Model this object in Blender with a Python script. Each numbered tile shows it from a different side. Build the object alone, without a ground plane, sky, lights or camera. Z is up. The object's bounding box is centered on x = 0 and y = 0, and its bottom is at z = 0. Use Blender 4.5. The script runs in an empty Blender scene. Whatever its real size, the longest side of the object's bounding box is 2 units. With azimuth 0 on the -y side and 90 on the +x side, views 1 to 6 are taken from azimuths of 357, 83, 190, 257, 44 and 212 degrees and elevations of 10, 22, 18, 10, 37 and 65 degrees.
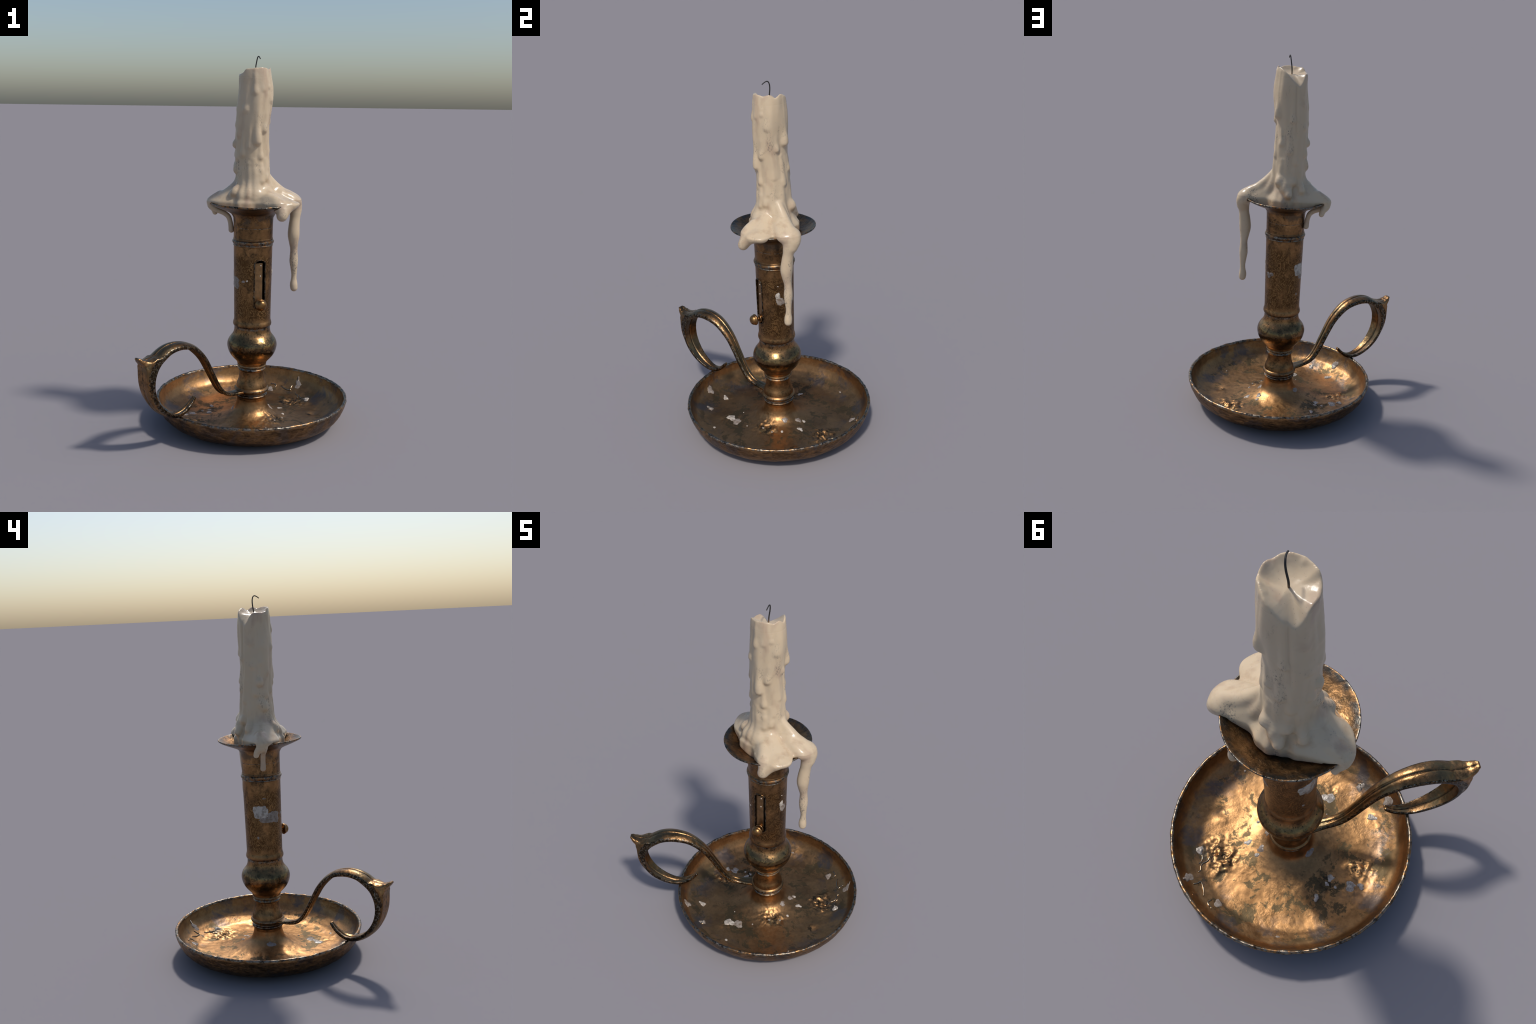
"""Old bronze chamberstick with a burnt-down dripping wax candle."""
import bpy, bmesh, math, random
import numpy as np
from mathutils import Vector, noise as mnoise

random.seed(7)
RNG = np.random.default_rng(11)
AX, AY = 0.032, 0.003            # axis of pan, stem and candle


# --------------------------------------------------------------------------
# helpers
# --------------------------------------------------------------------------
def link(name, mesh, parent, mats, smooth=True):
    ob = bpy.data.objects.new(name, mesh)
    bpy.context.scene.collection.objects.link(ob)
    for m in (mats if isinstance(mats, (list, tuple)) else [mats]):
        mesh.materials.append(m)
    if smooth and len(mesh.polygons):
        mesh.polygons.foreach_set("use_smooth", [True] * len(mesh.polygons))
    ob.parent = parent
    return ob


def empty(name, label, category):
    ob = bpy.data.objects.new(name, None)
    bpy.context.scene.collection.objects.link(ob)
    ob["label"] = label
    ob["category"] = category
    return ob


def mesh_from(name, verts, faces):
    me = bpy.data.meshes.new(name)
    me.from_pydata([tuple(v) for v in verts], [], [tuple(int(i) for i in f) for f in faces])
    me.update()
    return me


def mesh_from_quads(name, V, Q):
    """fast mesh creation from numpy arrays of vertices and quads"""
    me = bpy.data.meshes.new(name)
    me.vertices.add(len(V))
    me.vertices.foreach_set("co", np.asarray(V, np.float32).ravel())
    me.loops.add(Q.size)
    me.loops.foreach_set("vertex_index", Q.astype(np.int32).ravel())
    me.polygons.add(len(Q))
    me.polygons.foreach_set("loop_start", np.arange(0, Q.size, 4, dtype=np.int32))
    me.update(calc_edges=True)
    return me


def smooth_profile(pts, n):
    """Catmull-Rom through points of any dimension, n samples per span"""
    p = np.array(pts, float)
    p = np.vstack([2 * p[0] - p[1], p, 2 * p[-1] - p[-2]])
    out = []
    for i in range(1, len(p) - 2):
        a, b, c, d = p[i - 1], p[i], p[i + 1], p[i + 2]
        for t in np.linspace(0, 1, n, endpoint=False):
            out.append(0.5 * ((2 * b) + (c - a) * t + (2 * a - 5 * b + 4 * c - d) * t * t
                              + (3 * b - a - 3 * c + d) * t ** 3))
    out.append(p[-2])
    return np.array(out)


def smoothstep(a, b, x):
    t = np.clip((x - a) / (b - a), 0, 1)
    return t * t * (3 - 2 * t)


def smin(a, b, k):
    h = np.clip(0.5 + 0.5 * (b - a) / k, 0, 1)
    return b * (1 - h) + a * h - k * h * (1 - h)


def smax(a, b, k):
    return -smin(-a, -b, k)


def wobble(P, scale, seed):
    """cheap smooth vector noise made of a few sine waves; P = (x, y, z)"""
    r = np.random.default_rng(seed)
    out = 0
    for _ in range(7):
        d = r.normal(size=3)
        d /= np.linalg.norm(d)
        f = r.uniform(0.6, 1.6) * scale
        out = out + np.sin((P[0] * d[0] + P[1] * d[1] + P[2] * d[2]) * f + r.uniform(0, 6.28))
    return out / 4.0


def surface_nets(F, origin, h):
    """quad mesh of the zero level of a sampled distance field"""
    S = F < 0
    nx, ny, nz = F.shape
    cnt = np.zeros((nx - 1, ny - 1, nz - 1), np.int8)
    corners = [(i, j, k) for i in (0, 1) for j in (0, 1) for k in (0, 1)]
    for i, j, k in corners:
        cnt += S[i:nx - 1 + i, j:ny - 1 + j, k:nz - 1 + k]
    act = (cnt > 0) & (cnt < 8)
    I = np.argwhere(act)
    idx = -np.ones(act.shape, np.int64)
    idx[act] = np.arange(len(I))
    pos = np.zeros((len(I), 3))
    num = np.zeros(len(I))
    for a in corners:
        for ax in range(3):
            if a[ax]:
                continue
            b = list(a)
            b[ax] = 1
            fa = F[I[:, 0] + a[0], I[:, 1] + a[1], I[:, 2] + a[2]].astype(float)
            fb = F[I[:, 0] + b[0], I[:, 1] + b[1], I[:, 2] + b[2]].astype(float)
            m = (fa < 0) != (fb < 0)
            t = np.where(m, fa / np.where(m, fa - fb, 1), 0)
            p = np.repeat(np.array(a, float)[None], len(I), 0)
            p[:, ax] += t
            pos[m] += p[m]
            num += m
    V = (I + pos / num[:, None]) * h + np.array(origin)
    quads = []
    for ax in range(3):
        o1, o2 = (ax + 1) % 3, (ax + 2) % 3
        lo = [slice(1, n - 1) for n in F.shape]
        lo[ax] = slice(0, F.shape[ax] - 1)
        hi = list(lo)
        hi[ax] = slice(1, F.shape[ax])
        A, B = S[tuple(lo)], S[tuple(hi)]
        E = np.argwhere(A != B)
        base = E.copy()
        base[:, o1] += 1
        base[:, o2] += 1
        flip = A[tuple(E.T)]

        def cell(d1, d2):
            c = base.copy()
            c[:, o1] -= d1
            c[:, o2] -= d2
            return idx[tuple(c.T)]
        q = np.stack([cell(1, 1), cell(0, 1), cell(0, 0), cell(1, 0)], 1)
        q[~flip] = q[~flip][:, ::-1]
        quads.append(q)
    Q = np.concatenate(quads)
    return V, Q[(Q >= 0).all(1)]


class Field:
    """distance field on a box grid; shapes are blended in locally"""

    def __init__(self, lo, hi, h):
        self.lo, self.h = np.array(lo, float), h
        n = np.ceil((np.array(hi) - self.lo) / h).astype(int) + 1
        self.ax = [self.lo[i] + h * np.arange(n[i]) for i in range(3)]
        self.F = np.full(tuple(n), 0.2, np.float32)

    def block(self, lo, hi):
        s = []
        for i in range(3):
            a = int(np.clip((lo[i] - self.lo[i]) / self.h, 0, len(self.ax[i]) - 1))
            b = int(np.clip((hi[i] - self.lo[i]) / self.h + 2, a + 1, len(self.ax[i])))
            s.append(slice(a, b))
        X = np.meshgrid(*[self.ax[i][s[i]] for i in range(3)], indexing="ij")
        return tuple(s), X

    def chain(self, pts, k, pad=0.035, dense=0):
        """rope of round cones; pts = (x, y, z, r)"""
        pts = np.array(pts, float)
        if len(pts) < 9 or dense:
            pts = smooth_profile(pts, dense or 5)
        lo = (pts[:, :3] - pts[:, 3:]).min(0) - pad
        hi = (pts[:, :3] + pts[:, 3:]).max(0) + pad
        s, X = self.block(lo, hi)
        d = None
        for a, b in zip(pts[:-1], pts[1:]):
            ab = b[:3] - a[:3]
            L = max(ab @ ab, 1e-9)
            t = np.clip(((X[0] - a[0]) * ab[0] + (X[1] - a[1]) * ab[1] + (X[2] - a[2]) * ab[2]) / L, 0, 1)
            q = np.sqrt((X[0] - a[0] - ab[0] * t) ** 2 + (X[1] - a[1] - ab[1] * t) ** 2
                        + (X[2] - a[2] - ab[2] * t) ** 2) - (a[3] + (b[3] - a[3]) * t)
            d = q if d is None else np.minimum(d, q)
        self.F[s] = smin(self.F[s], d, k)


# --------------------------------------------------------------------------
# materials
# --------------------------------------------------------------------------
class Nodes:
    def __init__(self, name):
        self.mat = bpy.data.materials.new(name)
        self.mat.use_nodes = True
        self.t = self.mat.node_tree
        self.t.nodes.clear()
        self.out = self.t.nodes.new("ShaderNodeOutputMaterial")
        self.bsdf = self.t.nodes.new("ShaderNodeBsdfPrincipled")
        self.t.links.new(self.bsdf.outputs[0], self.out.inputs[0])
        self.obj = self.t.nodes.new("ShaderNodeTexCoord").outputs["Object"]

    def put(self, inp, val):
        if hasattr(val, "links"):
            self.t.links.new(val, inp)
        elif val is not None:
            inp.default_value = val

    def set(self, **kw):
        for k, v in kw.items():
            self.put(self.bsdf.inputs[k.replace("_", " ")], v)

    def mapping(self, scale=(1, 1, 1), loc=(0, 0, 0), vec=None):
        n = self.t.nodes.new("ShaderNodeMapping")
        n.inputs["Scale"].default_value = scale
        n.inputs["Location"].default_value = loc
        self.t.links.new(vec or self.obj, n.inputs[0])
        return n.outputs[0]

    def noise(self, scale, detail=4, rough=0.55, dist=0.0, vec=None):
        n = self.t.nodes.new("ShaderNodeTexNoise")
        n.inputs["Scale"].default_value = scale
        n.inputs["Detail"].default_value = detail
        n.inputs["Roughness"].default_value = rough
        n.inputs["Distortion"].default_value = dist
        self.t.links.new(vec or self.obj, n.inputs["Vector"])
        return n.outputs[0]

    def voronoi(self, scale, feature="F1", vec=None, rand=1.0):
        n = self.t.nodes.new("ShaderNodeTexVoronoi")
        n.feature = feature
        n.inputs["Scale"].default_value = scale
        n.inputs["Randomness"].default_value = rand
        self.t.links.new(vec or self.obj, n.inputs["Vector"])
        return n.outputs["Distance"]

    def ramp(self, fac, stops, interp="LINEAR"):
        n = self.t.nodes.new("ShaderNodeValToRGB")
        n.color_ramp.interpolation = interp
        e = n.color_ramp.elements
        while len(e) < len(stops):
            e.new(0.5)
        for el, (p, c) in zip(e, stops):
            el.position = p
            el.color = (c, c, c, 1) if isinstance(c, (int, float)) else (*c, 1)
        self.put(n.inputs[0], fac)
        return n.outputs[0]

    def math(self, op, a, b=None, clamp=False):
        n = self.t.nodes.new("ShaderNodeMath")
        n.operation = op
        n.use_clamp = clamp
        self.put(n.inputs[0], a)
        self.put(n.inputs[1], b)
        return n.outputs[0]

    def mix(self, fac, a, b, mode="MIX"):
        n = self.t.nodes.new("ShaderNodeMix")
        n.data_type = "RGBA"
        n.blend_type = mode
        self.put(n.inputs[0], fac)
        self.put(n.inputs[6], (*a, 1) if isinstance(a, tuple) else a)
        self.put(n.inputs[7], (*b, 1) if isinstance(b, tuple) else b)
        return n.outputs[2]

    def mixf(self, fac, a, b):
        n = self.t.nodes.new("ShaderNodeMix")
        n.data_type = "FLOAT"
        self.put(n.inputs[0], fac)
        self.put(n.inputs[2], a)
        self.put(n.inputs[3], b)
        return n.outputs[0]

    def bump(self, height, strength, dist, normal=None):
        n = self.t.nodes.new("ShaderNodeBump")
        n.inputs["Strength"].default_value = strength
        n.inputs["Distance"].default_value = dist
        self.put(n.inputs["Height"], height)
        if normal:
            self.t.links.new(normal, n.inputs["Normal"])
        return n.outputs[0]

    def sep(self, vec=None):
        n = self.t.nodes.new("ShaderNodeSeparateXYZ")
        self.t.links.new(vec or self.obj, n.inputs[0])
        return n.outputs

    def radius(self):
        s = self.sep()
        x = self.math("SUBTRACT", s[0], AX)
        y = self.math("SUBTRACT", s[1], AY)
        return self.math("SQRT", self.math("ADD", self.math("MULTIPLY", x, x), self.math("MULTIPLY", y, y)))

    def outward(self):
        g = self.t.nodes.new("ShaderNodeNewGeometry").outputs["True Normal"]
        g, s = self.sep(g), self.sep()
        x = self.math("MULTIPLY", g[0], self.math("SUBTRACT", s[0], AX))
        y = self.math("MULTIPLY", g[1], self.math("SUBTRACT", s[1], AY))
        return self.math("DIVIDE", self.math("ADD", x, y), self.radius())

    def band(self, v, a, b, c, d):
        """1 between b and c, falling to 0 at a and d"""
        return self.math("MULTIPLY", self.span(v, a, b), self.span(v, d, c))

    def span(self, v, a, b):
        n = self.t.nodes.new("ShaderNodeMapRange")
        n.interpolation_type = "SMOOTHSTEP"
        n.clamp = True
        if a <= b:
            vals = (a, b, 0, 1)
        else:
            vals = (b, a, 1, 0)
        for i, x in enumerate(vals):
            n.inputs[i + 1].default_value = x
        self.put(n.inputs[0], v)
        return n.outputs[0]

    def pointiness(self):
        return self.t.nodes.new("ShaderNodeNewGeometry").outputs["Pointiness"]


BRONZE = (0.41, 0.225, 0.095)
BRONZE_DK = (0.215, 0.116, 0.050)
GREEN_DK = (0.090, 0.070, 0.038)
STEEL = (0.23, 0.21, 0.175)
SOOT = (0.022, 0.020, 0.018)


def bronze_base(n, dirty=1.0, lift=0.0):
    """worn bronze: cloudy browns with fine mottling"""
    cloud = n.noise(7, 5, 0.6, 0.4)
    fine = n.noise(60, 5, 0.65)
    c = n.mix(n.ramp(cloud, [(0.38 - lift, 0.0), (0.62 - lift, 1.0)]), BRONZE_DK, BRONZE)
    c = n.mix(n.ramp(fine, [(0.42, 0.2 + 0.3 * dirty), (0.58, 0.0)]), c, BRONZE_DK)
    grime = n.math("MULTIPLY", n.ramp(n.noise(15, 8, 0.74, 0.3, n.mapping(loc=(8, 2, 5))), [(0.47, 0.0), (0.57, 0.80 * dirty)]),
                   n.ramp(n.noise(90, 4, 0.7), [(0.38, 1.0), (0.62, 0.35)]))
    c = n.mix(grime, c, (0.06, 0.042, 0.024))
    return c, cloud, fine


def rim_patches(n, c, mask, scale=1.0):
    """black and grey-steel worn patches on edges"""
    a = n.noise(52 * scale, 5, 0.68, 0.8)
    b = n.noise(30 * scale, 5, 0.65, 0.4, n.mapping(loc=(3.1, 1.7, 0.4)))
    worn = n.mix(n.ramp(a, [(0.42, 0.0), (0.56, 1.0)]), SOOT, STEEL)
    worn = n.mix(n.ramp(b, [(0.50, 0.0), (0.60, 0.9)]), worn, (0.30, 0.15, 0.055))
    return n.mix(mask, c, worn)


def mat_pan():
    n = Nodes("aged_bronze_pan")
    c, cloud, fine = bronze_base(n, 0.3, 0.10)
    r = n.radius()
    s = n.sep()
    patch = n.noise(9, 9, 0.72, 0.3, n.mapping(loc=(0.7, 0.2, 0.9)))
    floor = n.band(r, 0.10, 0.2, 0.44, 0.50)
    green = n.math("MULTIPLY", n.ramp(patch, [(0.52, 0.0), (0.56, 1.0)]), floor)
    c = n.mix(n.math("MULTIPLY", green, 0.9), c, GREEN_DK)
    # dark crumbs where the corrosion has built up
    crumbs = n.ramp(n.noise(48, 4, 0.62, 0.5), [(0.50, 0.0), (0.57, 0.9)])
    for x, y, rad in ((0.235, 0.22, 0.095), (-0.32, -0.05, 0.07), (0.12, -0.10, 0.07), (-0.24, 0.08, 0.06), (0.34, 0.03, 0.035)):
        near = n.t.nodes.new("ShaderNodeVectorMath")
        near.operation = "DISTANCE"
        near.inputs[1].default_value = (AX + x, AY + y, 0.018)
        n.t.links.new(n.obj, near.inputs[0])
        c = n.mix(n.math("MULTIPLY", crumbs, n.span(near.outputs["Value"], rad, rad * 0.5)), c, (0.045, 0.034, 0.022))
    wallp = n.noise(6, 6, 0.65, 0.4, n.mapping(loc=(2.7, 1.2, 0.1)))
    viol = n.math("MULTIPLY", n.ramp(wallp, [(0.50, 0.0), (0.60, 1.0)]), n.span(r, 0.30, 0.46))
    c = n.mix(n.math("MULTIPLY", viol, 0.75), c, (0.12, 0.105, 0.10))
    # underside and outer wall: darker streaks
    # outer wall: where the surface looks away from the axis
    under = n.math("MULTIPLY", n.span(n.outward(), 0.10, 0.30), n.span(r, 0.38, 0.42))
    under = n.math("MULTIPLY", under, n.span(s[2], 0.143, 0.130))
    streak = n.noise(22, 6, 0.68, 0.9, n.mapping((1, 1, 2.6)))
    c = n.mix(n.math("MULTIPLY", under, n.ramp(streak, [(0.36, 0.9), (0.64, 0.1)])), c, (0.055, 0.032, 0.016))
    rim = n.math("MULTIPLY", n.span(s[2], 0.134, 0.143), n.span(r, 0.511, 0.515))
    c = rim_patches(n, c, n.math("MULTIPLY", rim, 0.85))
    rough = n.mixf(green, n.mixf(fine, 0.34, 0.50), 0.55)
    rough = n.mixf(rim, rough, 0.33)
    rough = n.mixf(viol, rough, 0.42)
    h1 = n.noise(75, 6, 0.62, 0.5)
    h2 = n.noise(26, 3, 0.5, 0.2)
    rougher = n.ramp(n.noise(8, 3, 0.5, 0.2, n.mapping(loc=(5.0, 3.3, 1.0))), [(0.42, 0.25), (0.62, 1.0)])
    nrm = n.bump(n.math("MULTIPLY", h2, rougher), 0.20, 0.008)
    nrm = n.bump(n.math("MULTIPLY", h1, rougher), 0.42, 0.0032, nrm)
    ow = n.noise(30, 5, 0.62, 0.5, n.mapping((1, 1, 2.2), (1, 1, 1)))
    nrm = n.bump(n.math("MULTIPLY", ow, under), 0.6, 0.008, nrm)
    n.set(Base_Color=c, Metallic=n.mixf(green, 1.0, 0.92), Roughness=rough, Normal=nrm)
    return n.mat


def mat_stem():
    n = Nodes("aged_bronze_stem")
    c, cloud, fine = bronze_base(n, 1.18)
    s = n.sep()
    z = s[2]
    # worm-like etching on the plain middle of the tube
    worm = n.noise(17, 4, 0.58, 1.5, n.mapping((1, 1, 0.75)))
    line = n.ramp(worm, [(0.37, 0.0), (0.40, 1.0), (0.43, 0.0), (0.475, 0.0), (0.50, 1.0), (0.53, 0.0), (0.575, 0.0), (0.60, 1.0), (0.63, 0.0)])
    area = n.math("MULTIPLY", n.band(n.math("ADD", z, n.math("MULTIPLY", n.math("SUBTRACT", n.noise(14, 3, 0.5), 0.5), 0.10)), 0.58, 0.61, 0.92, 0.96),
                  n.ramp(n.noise(9, 3, 0.5, 0.0, n.mapping((1, 1, 0.6))), [(0.42, 0.15), (0.52, 1.0)]))
    dark = n.mix(line, (0.095, 0.050, 0.020), (0.33, 0.185, 0.075))
    c = n.mix(n.math("MULTIPLY", area, 0.9), c, dark)
    # bulb: olive top, dark patchy waist
    wav = n.math("ADD", z, n.math("MULTIPLY", n.math("SUBTRACT", n.noise(22, 5, 0.6), 0.5), 0.09))
    top = n.math("MULTIPLY", n.band(wav, 0.43, 0.455, 0.48, 0.51), n.ramp(n.noise(14, 5, 0.65, 0.3), [(0.36, 0.2), (0.55, 1.0)]))
    c = n.mix(n.math("MULTIPLY", top, 0.75), c, (0.145, 0.108, 0.050))
    blot = n.math("MULTIPLY", n.ramp(n.noise(19, 5, 0.68, 0.4, n.mapping(loc=(2, 7, 1))), [(0.49, 0.0), (0.55, 1.0)]), n.band(z, 0.355, 0.385, 0.475, 0.50))
    c = n.mix(n.math("MULTIPLY", blot, 0.65), c, (0.045, 0.036, 0.024))
    waist = n.band(wav, 0.385, 0.405, 0.435, 0.45)
    c = n.mix(n.math("MULTIPLY", waist, n.ramp(n.noise(16, 5, 0.65), [(0.42, 0.0), (0.58, 0.75)])), c, (0.06, 0.045, 0.025))
    speck = n.math("MULTIPLY", n.ramp(n.noise(140, 2, 0.5), [(0.62, 0.0), (0.67, 1.0)]), n.band(z, 0.36, 0.42, 0.52, 0.55))
    c = n.mix(speck, c, SOOT)
    # grooves and beads: dark in the hollow, steel-grey on the crest
    rings = None
    for a, b, cc, d in ((0.530, 0.540, 0.552, 0.558), (0.998, 1.002, 1.022, 1.034), (0.295, 0.299, 0.318, 0.323),
                        (0.138, 0.144, 0.158, 0.164), (0.172, 0.178, 0.186, 0.190), (1.0945, 1.0955, 1.0985, 1.0995)):
        g = n.band(z, a, b, cc, d)
        rings = g if rings is None else n.math("MAXIMUM", rings, g)
    c = rim_patches(n, c, n.math("MULTIPLY", rings, n.ramp(n.noise(26, 4, 0.6), [(0.36, 0.55), (0.55, 0.95)])), 1.4)
    # flared mouth
    r = n.radius()
    edge = n.math("MULTIPLY", n.span(r, 0.185, 0.222), n.span(z, 1.19, 1.2))
    mouthn = n.noise(24, 5, 0.65, 0.3)
    c = n.mix(n.math("MULTIPLY", edge, n.ramp(mouthn, [(0.42, 1.0), (0.60, 0.15)])), c, (0.07, 0.068, 0.062))
    c = rim_patches(n, c, n.span(r, 0.223, 0.2265), 1.3)
    stain = n.math("MULTIPLY", n.band(z, 1.10, 1.13, 1.19, 1.21), n.ramp(n.noise(16, 5, 0.65, 0.6), [(0.48, 0.0), (0.58, 1.0)]))
    c = n.mix(n.math("MULTIPLY", stain, 0.7), c, (0.10, 0.08, 0.06))
    rough = n.mixf(fine, 0.30, 0.48)
    rough = n.mixf(n.band(z, 0.36, 0.40, 0.48, 0.51), rough, 0.24)
    inner = n.math("MULTIPLY", n.span(r, 0.12, 0.16), n.span(z, 1.17, 1.19))
    h1 = n.noise(85, 5, 0.6, 0.4)
    h2 = n.noise(40, 3, 0.55, 0.3)
    nrm = n.bump(h1, 0.30, 0.0018)
    nrm = n.bump(n.math("MULTIPLY", line, area), 0.5, 0.0015, nrm)
    nrm = n.bump(n.math("MULTIPLY", h2, inner), 0.40, 0.007, nrm)
    bulb = n.band(z, 0.37, 0.42, 0.46, 0.50)
    nrm = n.bump(n.math("MULTIPLY", n.noise(30, 3, 0.5), bulb), 0.5, 0.008, nrm)
    n.set(Base_Color=c, Metallic=1.0, Roughness=rough, Normal=nrm)
    return n.mat


def mat_handle(part="face"):
    n = Nodes("aged_bronze_handle_" + part)
    c, cloud, fine = bronze_base(n)
    c = n.mix(n.ramp(n.noise(10, 5, 0.6), [(0.50, 0.0), (0.6, 0.7)]), c, (0.13, 0.105, 0.06))
    if part == "rim":
        a = n.noise(70, 5, 0.7, 0.8)
        c = n.mix(n.ramp(a, [(0.47, 1.0), (0.62, 0.25)]), c, (0.028, 0.021, 0.014))
        c = n.mix(n.ramp(n.noise(95, 4, 0.7, 0.4), [(0.53, 0.0), (0.60, 0.8)]), c, STEEL)
    if part == "line":
        c = n.mix(n.ramp(n.noise(60, 4, 0.65), [(0.40, 0.9), (0.62, 0.35)]), c, SOOT)
    h1 = n.noise(90, 5, 0.6, 0.4)
    h2 = n.noise(34, 3, 0.5, 0.2)
    nrm = n.bump(h2, 0.4, 0.006)
    nrm = n.bump(h1, 0.6 if part == "rim" else 0.35, 0.0025, nrm)
    n.set(Base_Color=c, Metallic=1.0, Roughness=n.mixf(fine, 0.24, 0.44), Normal=nrm)
    return n.mat


def mat_plain(name, col, rough, seed=0.0):
    n = Nodes(name)
    f = n.noise(45, 4, 0.6, 0.3, n.mapping(loc=(seed, 0, 0)))
    c = n.mix(n.ramp(f, [(0.4, 0.6), (0.62, 0.0)]), col, tuple(x * 0.45 for x in col))
    p = n.pointiness()
    c = n.mix(n.ramp(p, [(0.52, 0.0), (0.60, 0.6)]), c, STEEL)
    n.set(Base_Color=c, Metallic=1.0, Roughness=rough, Normal=n.bump(n.noise(80, 4, 0.6), 0.3, 0.002))
    return n.mat


def mat_wax():
    n = Nodes("ivory_wax")
    s = n.sep()
    base = (0.56, 0.435, 0.290)
    c = n.mix(n.ramp(n.noise(9, 3, 0.5), [(0.35, 0.0), (0.65, 0.6)]), base, (0.58, 0.465, 0.325))
    blush = n.noise(11, 3, 0.5, 0.3, n.mapping((1, 1, 0.6), (1.3, 0.4, 2.0)))
    c = n.mix(n.ramp(blush, [(0.56, 0.0), (0.72, 0.75)]), c, (0.43, 0.305, 0.215))
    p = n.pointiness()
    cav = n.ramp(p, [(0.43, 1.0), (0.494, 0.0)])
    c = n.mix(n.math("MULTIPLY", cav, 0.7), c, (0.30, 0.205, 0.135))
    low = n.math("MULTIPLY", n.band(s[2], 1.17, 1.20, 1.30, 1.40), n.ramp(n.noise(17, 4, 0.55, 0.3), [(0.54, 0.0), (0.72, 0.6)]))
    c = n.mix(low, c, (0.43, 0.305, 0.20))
    # speckled soot in the hollows
    where = n.noise(13, 3, 0.55, 0.3, n.mapping((1, 1, 0.45), (4.0, 2.0, 1.0)))
    grain = n.noise(150, 4, 0.7, 0.0, n.mapping((1, 1, 0.55)))
    dirt = n.math("MULTIPLY", n.ramp(where, [(0.56, 0.0), (0.68, 1.0)]), n.ramp(grain, [(0.52, 0.0), (0.60, 1.0)]))
    dirt = n.math("MULTIPLY", dirt, n.span(s[2], 1.90, 1.75))
    c = n.mix(n.math("MULTIPLY", dirt, 0.8), c, (0.13, 0.12, 0.11))
    fleck = n.ramp(n.noise(190, 2, 0.5), [(0.71, 0.0), (0.74, 0.6)])
    c = n.mix(fleck, c, (0.22, 0.19, 0.16))
    wet = n.math("MAXIMUM", n.band(s[2], 1.19, 1.22, 1.30, 1.36), n.span(s[2], 1.86, 1.9))
    rough = n.mixf(wet, 0.37, 0.25)
    rough = n.mixf(dirt, rough, 0.7)
    nrm = n.bump(n.noise(40, 3, 0.5), 0.25, 0.004)
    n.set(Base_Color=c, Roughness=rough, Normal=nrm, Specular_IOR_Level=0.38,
          Subsurface_Weight=0.12, Subsurface_Radius=(0.02, 0.012, 0.007), Subsurface_Scale=1.0)
    return n.mat


def mat_splash():
    n = Nodes("dried_wax_splash")
    f = n.noise(60, 4, 0.6)
    c = n.mix(n.ramp(f, [(0.38, 0.85), (0.56, 0.0)]), (0.48, 0.425, 0.36), (0.22, 0.185, 0.15))
    n.set(Base_Color=c, Roughness=0.26, Normal=n.bump(n.noise(75, 3, 0.5), 0.6, 0.006))
    return n.mat


def mat_splash_thin():
    n = Nodes("thin_wax_smear")
    f = n.noise(45, 5, 0.65)
    c = n.mix(n.ramp(f, [(0.40, 1.0), (0.62, 0.0)]), (0.31, 0.265, 0.225), (0.17, 0.125, 0.09))
    n.set(Base_Color=c, Roughness=0.34, Normal=n.bump(n.noise(90, 3, 0.5), 0.3, 0.002))
    return n.mat


def mat_wick():
    n = Nodes("charred_wick")
    s = n.sep()
    c = n.mix(n.span(s[2], 1.925, 1.90), (0.018, 0.017, 0.017), (0.16, 0.10, 0.06))
    n.set(Base_Color=c, Roughness=0.75, Normal=n.bump(n.noise(400, 2, 0.5), 0.4, 0.001))
    return n.mat


M_PAN, M_STEM, M_HANDLE = mat_pan(), mat_stem(), mat_handle()
M_HANDLE_RIM, M_HANDLE_LINE = mat_handle("rim"), mat_handle("line")
M_KNOB = mat_plain("polished_bronze_knob", (0.31, 0.165, 0.064), 0.34, 1.0)
M_SLIDE = mat_plain("bronze_slide_plate", (0.34, 0.185, 0.072), 0.42, 2.0)
M_WAX, M_WICK = mat_wax(), mat_wick()
M_SPLASH, M_SMEAR = mat_splash(), mat_splash_thin()
M_THREAD = mat_plain("glint_lightened_thread", (0.50, 0.40, 0.27), 0.22, 3.0)  # base colour lightened so the bright highlights on the threads show

# --------------------------------------------------------------------------
# things
# --------------------------------------------------------------------------
STICK = empty("candlestick", "aged bronze chamberstick with round drip pan and looped handle", "candlestick")
CANDLE = empty("candle", "ivory candle stub dripping melted wax, curled black wick", "candle")

# ---- drip pan ------------------------------------------------------------
PAN_IN = [(0.0805, 0.128), (0.0815, 0.118), (0.087, 0.0955), (0.0984, 0.071), (0.119, 0.0525), (0.150, 0.0365),
          (0.200, 0.0225), (0.263, 0.0155), (0.340, 0.0145), (0.398, 0.019), (0.430, 0.031), (0.458, 0.0455),
          (0.483, 0.062), (0.502, 0.090), (0.512, 0.122), (0.516, 0.141)]
PAN_RIM = [(0.5185, 0.1470), (0.524, 0.1500), (0.5300, 0.1485), (0.5335, 0.1430), (0.5325, 0.1360)]
PAN_OUT = [(0.5270, 0.118), (0.519, 0.096), (0.502, 0.064), (0.470, 0.034), (0.425, 0.011), (0.385, 0.001), (0.35, 0.0),
           (0.20, 0.004), (0.0, 0.006)]


def pan_floor(r):
    return float(np.interp(r, [p[0] for p in PAN_IN], [p[1] for p in PAN_IN]))


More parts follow.
